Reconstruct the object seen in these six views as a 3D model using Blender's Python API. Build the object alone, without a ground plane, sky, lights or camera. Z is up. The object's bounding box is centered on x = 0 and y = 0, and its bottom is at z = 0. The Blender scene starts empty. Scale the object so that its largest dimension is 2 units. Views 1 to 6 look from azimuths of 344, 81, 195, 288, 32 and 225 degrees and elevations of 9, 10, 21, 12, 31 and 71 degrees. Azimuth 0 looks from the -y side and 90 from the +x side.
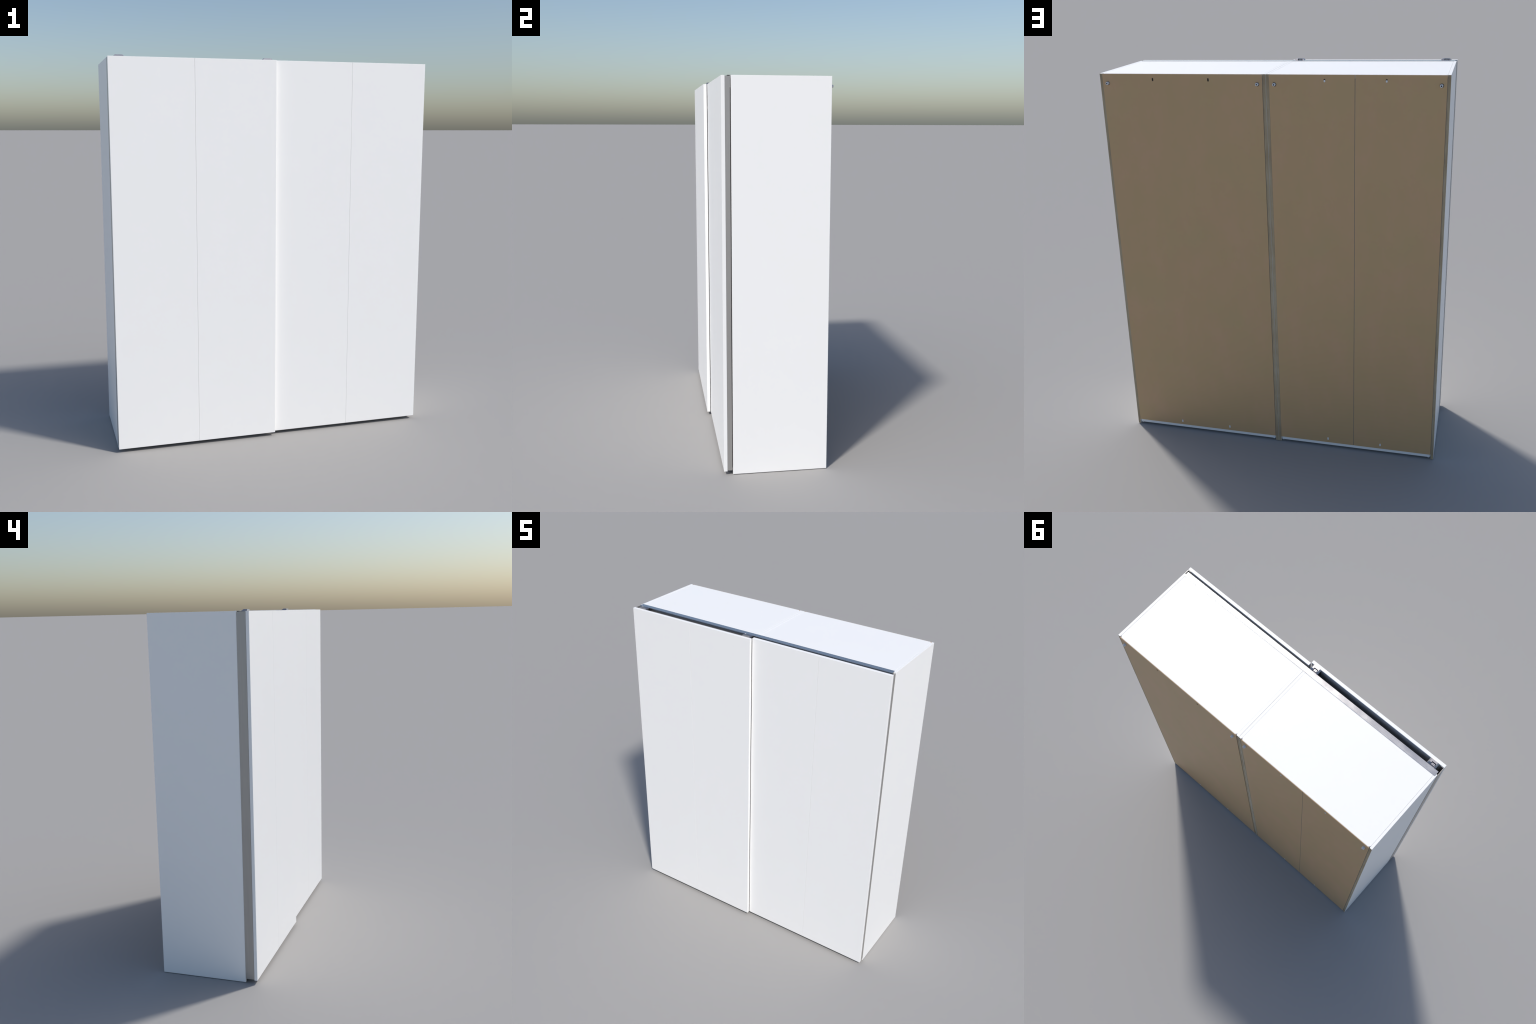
"""White two-door sliding wardrobe: two carcass frames side by side, brown hardboard
backs, a metal top rail and two overlapping sliding doors."""
import bpy, bmesh, math
from mathutils import Vector

# ------------------------------------------------------------------ dimensions (m)
X = 0.8424            # half width over the doors
XS = 0.8396           # left side panel, outer face
XS_RIGHT = 0.8414     # right side panel, outer face
T_SIDE = 0.0140       # side panel thickness
Z_SIDE = 1.9917       # top of the side panels
Z_TOP = 1.9914        # top face of the top panels
T_TOP = 0.0160
Y_FRONT = -0.2178     # front edge of the carcass
Y_BACK = 0.2692       # back edge of the carcass
Z_DOOR0, Z_DOOR1 = 0.0172, 1.9906
T_DOOR = 0.0180
Y_LEFT_DOOR = -0.2851   # front face of the outer (left) door
Y_RIGHT_DOOR = -0.2639  # front face of the inner (right) door
Y_TIP = 0.2849          # tip of the wall spacers

# ------------------------------------------------------------------ materials
def new_mat(name):
    m = bpy.data.materials.new(name)
    m.use_nodes = True
    nt = m.node_tree
    return m, nt, nt.nodes["Principled BSDF"]

def noise(nt, scale, detail=3.0, stretch=(1, 1, 1), rough=0.5):
    tc = nt.nodes.new("ShaderNodeTexCoord")
    mp = nt.nodes.new("ShaderNodeMapping")
    mp.inputs["Scale"].default_value = stretch
    n = nt.nodes.new("ShaderNodeTexNoise")
    n.inputs["Scale"].default_value = scale
    n.inputs["Detail"].default_value = detail
    n.inputs["Roughness"].default_value = rough
    nt.links.new(tc.outputs["Object"], mp.inputs["Vector"])
    nt.links.new(mp.outputs["Vector"], n.inputs["Vector"])
    return n.outputs["Fac"]

def ramp(nt, fac, stops):
    r = nt.nodes.new("ShaderNodeValToRGB")
    el = r.color_ramp.elements
    while len(el) < len(stops):
        el.new(0.5)
    for e, (p, c) in zip(el, stops):
        e.position = p
        e.color = (*c, 1)
    nt.links.new(fac, r.inputs["Fac"])
    return r.outputs["Color"]

def mix(nt, fac, a, b, mode="MIX"):
    m = nt.nodes.new("ShaderNodeMix")
    m.data_type = "RGBA"
    m.blend_type = mode
    for s, v in ((m.inputs["Factor"], fac), (m.inputs["A"], a), (m.inputs["B"], b)):
        if isinstance(v, bpy.types.NodeSocket):
            nt.links.new(v, s)
        elif isinstance(v, (int, float)):
            s.default_value = v
        else:
            s.default_value = (*v, 1)
    return m.outputs["Result"]

def bump(nt, bsdf, fac, strength, dist):
    b = nt.nodes.new("ShaderNodeBump")
    b.inputs["Strength"].default_value = strength
    b.inputs["Distance"].default_value = dist
    nt.links.new(fac, b.inputs["Height"])
    nt.links.new(b.outputs["Normal"], bsdf.inputs["Normal"])

def white_laminate(name, base, rough=0.45):
    m, nt, b = new_mat(name)
    lo = tuple(c * 0.99 for c in base)
    cool = (base[0] * 0.992, base[1] * 1.0, base[2] * 1.006)
    c = ramp(nt, noise(nt, 5.0, 4.0), [(0.35, lo), (0.65, base)])
    c = mix(nt, noise(nt, 2.3, 2.0, (1.3, 0.7, 1.0)), c, cool)
    nt.links.new(c, b.inputs["Base Color"])
    b.inputs["Roughness"].default_value = rough
    return m

WHITE = white_laminate("white_laminate", (0.995, 0.987, 0.970))

def hardboard():
    m, nt, b = new_mat("brown_hardboard")
    c = ramp(nt, noise(nt, 6.0, 5.0, (1, 1, 0.6), 0.6),
             [(0.32, (0.580, 0.394, 0.200)), (0.5, (0.598, 0.394, 0.206)), (0.68, (0.625, 0.396, 0.222))])
    green = mix(nt, 0.5, (0.560, 0.404, 0.200), (0.560, 0.404, 0.200))
    c = mix(nt, ramp(nt, noise(nt, 3.1, 2.0), [(0.52, (0, 0, 0)), (0.68, (0.55,) * 3)]), c, green)
    fine = ramp(nt, noise(nt, 900.0, 2.0), [(0.3, (0.95,) * 3), (0.7, (1.04,) * 3)])
    c = mix(nt, 0.6, c, fine, "MULTIPLY")
    nt.links.new(c, b.inputs["Base Color"])
    b.inputs["Roughness"].default_value = 0.48
    return m
BROWN = hardboard()

def chipboard_edge():
    m, nt, b = new_mat("raw_chipboard_edge")
    c = ramp(nt, noise(nt, 60.0, 5.0, (1, 1, 0.12), 0.6),
             [(0.3, (0.36, 0.27, 0.17)), (0.5, (0.46, 0.375, 0.25)), (0.72, (0.55, 0.48, 0.37))])
    nt.links.new(c, b.inputs["Base Color"])
    b.inputs["Roughness"].default_value = 0.8
    return m
CHIP = chipboard_edge()

def metal(name, base, metallic, rough, stretch=(0.03, 1, 1)):
    m, nt, b = new_mat(name)
    f = noise(nt, 160.0, 3.0, stretch)
    c = ramp(nt, f, [(0.3, tuple(v * 0.93 for v in base)), (0.7, base)])
    nt.links.new(c, b.inputs["Base Color"])
    b.inputs["Metallic"].default_value = metallic
    b.inputs["Roughness"].default_value = rough
    return m
RAIL = metal("aluminium_rail", (0.63, 0.63, 0.63), 0.9, 0.22)
def smudge(m):
    """Soft dull patches on the bare metal."""
    nt = m.node_tree
    r = nt.nodes.new("ShaderNodeMapRange")
    r.inputs["From Min"].default_value = 0.40
    r.inputs["From Max"].default_value = 0.66
    r.inputs["To Min"].default_value = 0.19
    r.inputs["To Max"].default_value = 0.26
    nt.links.new(noise(nt, 24.0, 3.0, (0.5, 1, 1)), r.inputs["Value"])
    nt.links.new(r.outputs["Result"], nt.nodes["Principled BSDF"].inputs["Roughness"])
smudge(RAIL)
PROFILE = metal("aluminium_profile", (0.465, 0.45, 0.43), 0.6, 0.42, (1, 1, 0.02))
BRACKET = metal("steel_bracket", (0.42, 0.41, 0.43), 0.92, 0.36, (1, 1, 1))
DARK = metal("near_black", (0.035, 0.036, 0.038), 0.0, 0.5, (1, 1, 1))
SPACER = metal("grey_plastic", (0.80, 0.82, 0.85), 0.0, 0.4, (1, 1, 1))
CLIP = metal("white_plastic", (0.88, 0.89, 0.90), 0.0, 0.45, (1, 1, 1))
TAPE = metal("grey_hinge_tape", (0.27, 0.26, 0.245), 0.0, 0.7, (1, 1, 1))
TRACK = metal("dull_grey_track", (0.24, 0.245, 0.25), 0.3, 0.6)  # base darkened so the ledge catches no white sun glint in the slot
INNER = metal("grey_door_backing", (0.78, 0.79, 0.80), 0.0, 0.5, (1, 1, 1))

# ------------------------------------------------------------------ building helpers
def link(obj, parent):
    bpy.context.scene.collection.objects.link(obj)
    if parent is not None:
        obj.parent = parent
        obj.location = obj.location - parent_origin(parent)
    return obj

def parent_origin(o):
    v = Vector((0, 0, 0))
    while o is not None:
        v += o.location
        o = o.parent
    return v

def finish(name, bm, origin, mats, parent, angle=0):
    bmesh.ops.recalc_face_normals(bm, faces=bm.faces)
    bmesh.ops.translate(bm, verts=bm.verts, vec=-Vector(origin))
    me = bpy.data.meshes.new(name)
    bm.to_mesh(me)
    bm.free()
    for m in mats:
        me.materials.append(m)
    if angle:                              # round parts; flat boards keep flat normals
        me.shade_smooth()
        me.set_sharp_from_angle(angle=math.radians(angle))
    ob = bpy.data.objects.new(name, me)
    ob.location = origin
    return link(ob, parent)

def add_box(bm, x0, x1, y0, y1, z0, z1, bevel=0.0, segs=2):
    """Chamfered block added to bm."""
    r = bmesh.ops.create_cube(bm, size=1.0)
    vs = r["verts"]
    for v in vs:
        v.co = Vector(((x0 + x1) / 2 + v.co.x * (x1 - x0),
                       (y0 + y1) / 2 + v.co.y * (y1 - y0),
                       (z0 + z1) / 2 + v.co.z * (z1 - z0)))
    if bevel:
        es = list({e for v in vs for e in v.link_edges})
        bmesh.ops.bevel(bm, geom=es, offset=bevel, segments=segs, affect="EDGES", profile=0.5)

def box(name, x0, x1, y0, y1, z0, z1, mat, parent, bevel=0.0008, paint=None):
    bm = bmesh.new()
    add_box(bm, x0, x1, y0, y1, z0, z1, bevel)
    mats = [mat]
    if paint:                              # a second material where a face test holds
        mats.append(paint[0])
        bm.normal_update()
        for f in bm.faces:
            if paint[1](f):
                f.material_index = 1
    return finish(name, bm, ((x0 + x1) / 2, (y0 + y1) / 2, z0), mats, parent)

def prism(bm, pts, axis, a, b):
    """Extrude a closed 2D profile along an axis from a to b. Profile is (y,z) for x,
    (x,z) for y, (x,y) for z."""
    def P(p, t):
        return {"x": (t, p[0], p[1]), "y": (p[0], t, p[1]), "z": (p[0], p[1], t)}[axis]
    lo = [bm.verts.new(P(p, a)) for p in pts]
    hi = [bm.verts.new(P(p, b)) for p in pts]
    n = len(pts)
    bm.faces.new(lo)
    bm.faces.new(hi[::-1])
    for i in range(n):
        bm.faces.new((lo[i], lo[(i + 1) % n], hi[(i + 1) % n], hi[i]))

def ring_pts(cx, cz, r, n=28):
    return [(cx + r * math.cos(2 * math.pi * i / n), cz + r * math.sin(2 * math.pi * i / n)) for i in range(n)]

def cut(obj, cutter_bm):
    """Boolean-subtract a set of closed solids from obj, applied at once."""
    me = bpy.data.meshes.new("cutter")
    bmesh.ops.recalc_face_normals(cutter_bm, faces=cutter_bm.faces)
    cutter_bm.to_mesh(me)
    cutter_bm.free()
    c = bpy.data.objects.new("cutter", me)
    bpy.context.scene.collection.objects.link(c)
    md = obj.modifiers.new("cut", "BOOLEAN")
    md.operation = "DIFFERENCE"
    md.solver = "EXACT"
    md.object = c
    bpy.context.view_layer.update()
    dg = bpy.context.evaluated_depsgraph_get()
    new = bpy.data.meshes.new_from_object(obj.evaluated_get(dg))
    obj.modifiers.clear()
    obj.data = new
    bpy.data.objects.remove(c)

# ------------------------------------------------------------------ the wardrobe
root = bpy.data.objects.new("sliding_wardrobe", None)
root["label"] = "tall white wardrobe with two overlapping sliding doors"
root["category"] = "wardrobe"
bpy.context.scene.collection.objects.link(root)

# ---- side panels: white boards whose back edge is raw chipboard
GAP = 0.0004
side_spans = [(-XS, -XS + T_SIDE), (-0.0152, -GAP), (GAP, 0.0160), (XS_RIGHT - T_SIDE, XS_RIGHT)]
def is_back(f):
    return f.normal.y > 0.9
for x0, x1 in side_spans:
    box("side_panel", x0, x1, Y_FRONT, Y_BACK, 0.0, Z_SIDE, WHITE, root, 0.0008, (CHIP, is_back))

box("joining_strip", -0.0003, 0.0003, Y_FRONT + 0.004, Y_BACK - 0.002, 0.004, Z_SIDE - 0.0025, CHIP, root, 0.0)

# ---- top and bottom boards with clipped back corners, between each pair of sides
frames = [(side_spans[0][1], side_spans[1][0]), (side_spans[2][1], side_spans[3][0])]
Y_PANEL = 0.2690       # rear edge of top board, the hardboard lies against it
CLIP_C = 0.0095
def board(name, x0, x1, z0, z1, y1, clip):
    bm = bmesh.new()
    prism(bm, [(x0, Y_FRONT), (x1, Y_FRONT), (x1, y1 - clip), (x1 - clip * 0.85, y1),
               (x0 + clip * 0.85, y1), (x0, y1 - clip)], "z", z0, z1)
    bmesh.ops.bevel(bm, geom=[e for e in bm.edges if abs(e.verts[0].co.z - e.verts[1].co.z) < 1e-6],
                    offset=0.0006, segments=2, affect="EDGES")
    return finish(name, bm, ((x0 + x1) / 2, 0, z0), [WHITE], root)
for x0, x1 in frames:
    board("top_panel", x0 + (0.0006 if x0 < -0.5 else 0.0001), x1 - (0.0006 if x1 > 0.5 else 0.0001), Z_TOP - T_TOP, Z_TOP, Y_PANEL, CLIP_C)
    board("bottom_panel", x0 + 0.0004, x1 - 0.0004, 0.0115, 0.0277, 0.2684, 0.0085)

# ---- hardboard backs: the +x frame has one sheet, the -x frame a sheet folded down the middle
ZB0, ZB1 = 0.0290, 1.9905
YB0, YB1 = 0.2694, 0.2718
SLOT_Z_TOP, SLOT_Z_LOW = 1.9645, 0.0520
FOLD_X = -0.4173
peg_x = [0.8005, 0.0415, -0.0405, -0.8000]
PEG_Z = 1.9455
slot_x = [0.5638, 0.2820, -0.2775, -0.5595]
def slot_pts(cx, cz, w, h):
    r = w / 2
    arc = [(cx + r * math.cos(a), cz + (h / 2 - r) * (1 if a < math.pi else -1) + r * math.sin(a))
           for a in [math.pi * k / 8 for k in range(8)] + [math.pi + math.pi * k / 8 for k in range(8)]]
    return arc
sheets = [(frames[1][0] + 0.0012, frames[1][1] - 0.0006),
          (FOLD_X + 0.0012, frames[0][1] - 0.0006),
          (frames[0][0] + 0.0014, FOLD_X - 0.0012)]
back_panels = []
for x0, x1 in sheets:
    b = box("back_panel", x0, x1, YB0, YB1, ZB0, ZB1, BROWN, root, 0.0004)
    back_panels.append(b)
    cb = bmesh.new()
    hit = False
    for px in peg_x:
        if x0 < px < x1:
            prism(cb, ring_pts(px - 0.0006, PEG_Z, 0.0094), "y", YB0 - 0.01, YB1 + 0.01); hit = True
    for sx in slot_x:
        if x0 < sx < x1:
            for sz in (SLOT_Z_TOP, SLOT_Z_LOW):
                prism(cb, slot_pts(sx, sz, 0.0080, 0.0160), "y", YB0 - 0.01, YB1 + 0.01); hit = True
    if hit:
        cut(b, cb)
    else:
        cb.free()
# cloth hinge behind the fold, and dark strips backing the gaps at the sheet edges
def tape(name, x0, x1, y1):
    box(name, x0, x1, y1 - 0.0010, y1, ZB0 + 0.0005, ZB1 - 0.0180, TAPE, root, 0.0)
tape("fold_tape", FOLD_X - 0.0010, FOLD_X + 0.0010, YB0 + 0.0014)
tape("fold_tape", FOLD_X - 0.012, FOLD_X + 0.012, YB0 - 0.0001)
for x0, x1 in frames:
    tape("dark_gap_strip", x0 + 0.0002, x0 + 0.0050, YB0 - 0.0006)
    tape("dark_gap_strip", x1 - 0.0050, x1 - 0.0002, YB0 - 0.0006)

# ---- wall spacers: hollow grey plugs standing out of the back
def spacer(cx):
    bm = bmesh.new()
    n = 28
    prof = [(0.0073, 0.2560), (0.0073, 0.2812), (0.0066, 0.2838), (0.0052, Y_TIP), (0.0034, Y_TIP),
            (0.0031, 0.2844), (0.0030, 0.2745)]
    rings = [[bm.verts.new((cx + r * math.cos(2 * math.pi * i / n), y, PEG_Z + r * math.sin(2 * math.pi * i / n)))
              for i in range(n)] for r, y in prof]
    for a, b in zip(rings, rings[1:]):
        for i in range(n):
            bm.faces.new((a[i], a[(i + 1) % n], b[(i + 1) % n], b[i]))
    bm.faces.new(rings[0])
    f = bm.faces.new(rings[-1])
    f.material_index = 1
    for face in bm.faces:
        if all(math.hypot(v.co.x - cx, v.co.z - PEG_Z) < 0.0032 for v in face.verts):
            face.material_index = 1
    return finish("wall_spacer", bm, (cx, YB1, PEG_Z), [SPACER, DARK], root, 35)
for px in peg_x:
    spacer(px)

# ---- plastic clips showing through the slots of the backs
for sx in slot_x:
    for sz in (SLOT_Z_TOP, SLOT_Z_LOW):
        empty = sx > 0 and sz > 1
        bm = bmesh.new()
        if empty:
            prism(bm, slot_pts(sx, sz, 0.0064, 0.0148), "y", YB0 - 0.0055, YB0 - 0.0015)
            finish("dark_slot_plug", bm, (sx, YB0, sz), [DARK], root)  # near-black plug set just behind an empty slot
        else:
            h = 0.0108 if sz > 1 else 0.0156
            prism(bm, slot_pts(sx, sz - (0.0019 if sz > 1 else 0), 0.0078, h), "y", YB0 - 0.004, YB1 + 0.0012)
            bmesh.ops.bevel(bm, geom=[e for e in bm.edges if min(v.co.y for v in e.verts) > YB1],
                            offset=0.0005, segments=2, affect="EDGES")
            finish("panel_clip", bm, (sx, YB1, sz), [CLIP], root)

# ---- round cam dowels at the back corners of the bottom boards
for cx in (0.8145, 0.0268, -0.0268, -0.8145):
    bm = bmesh.new()
    prism(bm, ring_pts(cx, 0.0158, 0.0072, 24), "y", 0.2540, 0.2690)
    bmesh.ops.bevel(bm, geom=[e for e in bm.edges if min(v.co.y for v in e.verts) > 0.268],
                    offset=0.0012, segments=2, affect="EDGES")
    add_box(bm, cx - 0.0048, cx + 0.0048, 0.2685, 0.2693, 0.0150, 0.0166, 0.0002)
    finish("cam_dowel", bm, (cx, 0.262, 0.0158), [CLIP], root, 35)

# ---- metal top rail: flange over the top boards, web, guide lips
bm = bmesh.new()
prism(bm, [(-0.2046, 1.9918), (-0.2046, 1.9932), (-0.2332, 1.9932), (-0.2342, 1.9922), (-0.2342, 1.9905),
           (-0.2330, 1.9905), (-0.2330, 1.9918), (-0.2212, 1.9918), (-0.2212, 1.9350),
           (-0.2194, 1.9350), (-0.2194, 1.9918)],
      "x", -0.8330, 0.8290)
# two ribs along the web
for z in (1.9810, 1.9480):
    add_box(bm, -0.8325, 0.8285, -0.2232, -0.2205, z, z + 0.0016)
rail = finish("top_rail", bm, (0, -0.22, 1.99), [RAIL], root)
# guide track, colour darkened against glints, hanging off the web
bm = bmesh.new()
prism(bm, [(-0.2214, 1.9640), (-0.2420, 1.9640), (-0.2420, 1.9665), (-0.2432, 1.9665), (-0.2432, 1.9625), (-0.2214, 1.9625)],
      "x", -0.8300, 0.8260)
finish("guide_track", bm, (0, -0.23, 1.963), [TRACK], rail)

# ---- metal bottom rail, tucked under the doors
bm = bmesh.new()
prism(bm, [(-0.2186, 0.0060), (-0.2186, 0.0290), (-0.2206, 0.0290), (-0.2206, 0.0080), (-0.2310, 0.0080),
           (-0.2310, 0.0160), (-0.2326, 0.0160), (-0.2326, 0.0080), (-0.2410, 0.0080), (-0.2410, 0.0060)],
      "x", -0.800, 0.800)
finish("bottom_rail", bm, (0, -0.23, 0.006), [RAIL], root)

# ---- sliding doors
def sliding_door(x0, x1, y_front, seam, outer_x, profile_span):
    """Grey backing board carrying two white front panels and an edge profile."""
    y_back = y_front + T_DOOR
    cover = 0.0176
    door = box("sliding_door", x0 + 0.004, x1 - 0.004, y_front + cover - 0.0006, y_back + 0.0004, Z_DOOR0 + 0.003, Z_DOOR1 - 0.0025,
               INNER, root, 0.0005)
    g = 0.0003
    for a, b in ((x0, seam - g), (seam + g, x1)):
        box("door_panel", a, b, y_front, y_front + cover, Z_DOOR0, Z_DOOR1, WHITE, door, 0.0007)
    # vertical edge profile closing the gap towards the side panel
    s = 1 if outer_x > 0 else -1
    ya, yb = profile_span
    xo = outer_x
    xi = outer_x - s * 0.0024
    xr = outer_x - s * 0.0200
    bm = bmesh.new()
    pts = [(xo, yb), (xo, ya), (xr, ya), (xr, ya + 0.0016), (xi, ya + 0.0016), (xi, yb)]
    prism(bm, pts, "z", Z_DOOR0 + 0.0045, Z_DOOR1 - 0.0028)
    finish("edge_profile", bm, (outer_x, (ya + yb) / 2, Z_DOOR0), [PROFILE], door)
    return door

left = sliding_door(-X, -0.0004, Y_LEFT_DOOR, -0.4206, -X + 0.0008, (Y_LEFT_DOOR + T_DOOR + 0.0008, -0.2190))
right = sliding_door(0.0004, X, Y_RIGHT_DOOR, 0.4224, X - 0.0006, (Y_RIGHT_DOOR + T_DOOR + 0.0002, -0.2222))

# ---- roller brackets standing up behind the outer door
def roller_bracket(cx, parent):
    w = 0.0262
    y0, y1 = Y_LEFT_DOOR + T_DOOR + 0.0010, -0.2360
    zb = 1.9895
    bm = bmesh.new()
    # hood: a frustum, long along the door, sloping on all four sides
    lo = [(cx - w, y0), (cx + w, y0), (cx + w, y1), (cx - w, y1)]
    hi = [(cx - 0.0180, y0 + 0.0015), (cx + 0.0180, y0 + 0.0015), (cx + 0.0180, y1 - 0.0095), (cx - 0.0180, y1 - 0.0095)]
    levels = [[bm.verts.new((x, y, z)) for x, y in ring] for ring, z in ((lo, zb - 0.004), (lo, zb + 0.0030), (hi, 2.0))]
    bm.faces.new(levels[0][::-1])
    bm.faces.new(levels[2])
    for r0, r1 in zip(levels, levels[1:]):
        for i in range(4):
            bm.faces.new((r0[i], r0[(i + 1) % 4], r1[(i + 1) % 4], r1[i]))
    bmesh.ops.bevel(bm, geom=[e for e in bm.edges if min(v.co.z for v in e.verts) > zb],
                    offset=0.0007, segments=2, affect="EDGES")
    b = finish("roller_bracket", bm, (cx, y0, zb), [BRACKET], parent)
    # U-shaped opening towards the rail
    c = bmesh.new()
    add_box(c, cx - 0.0165, cx + 0.0085, y0 + 0.0125, y1 + 0.01, zb - 0.0005, 2.01)
    cut(b, c)
    # hanger plate behind the door, adjusting block and screw in the opening
    bm = bmesh.new()
    add_box(bm, cx - w + 0.002, cx + w - 0.002, y0, y0 + 0.0030, 1.930, zb - 0.0038, 0.0005)
    finish("hanger_plate", bm, (cx, y0, 1.93), [BRACKET], b)
    bm = bmesh.new()
    add_box(bm, cx - 0.0125, cx + 0.0062, y0 + 0.0145, y1 - 0.0030, zb - 0.001, zb + 0.0045, 0.0008)
    prism(bm, ring_pts(cx - 0.0030, y0 + 0.0200, 0.0034, 18), "z", zb + 0.004, zb + 0.0062)
    finish("adjusting_block", bm, (cx, y0 + 0.0185, zb), [BRACKET], b)
    return b
roller_bracket(-0.7872, left)
roller_bracket(-0.0412, left)

bpy.context.view_layer.update()
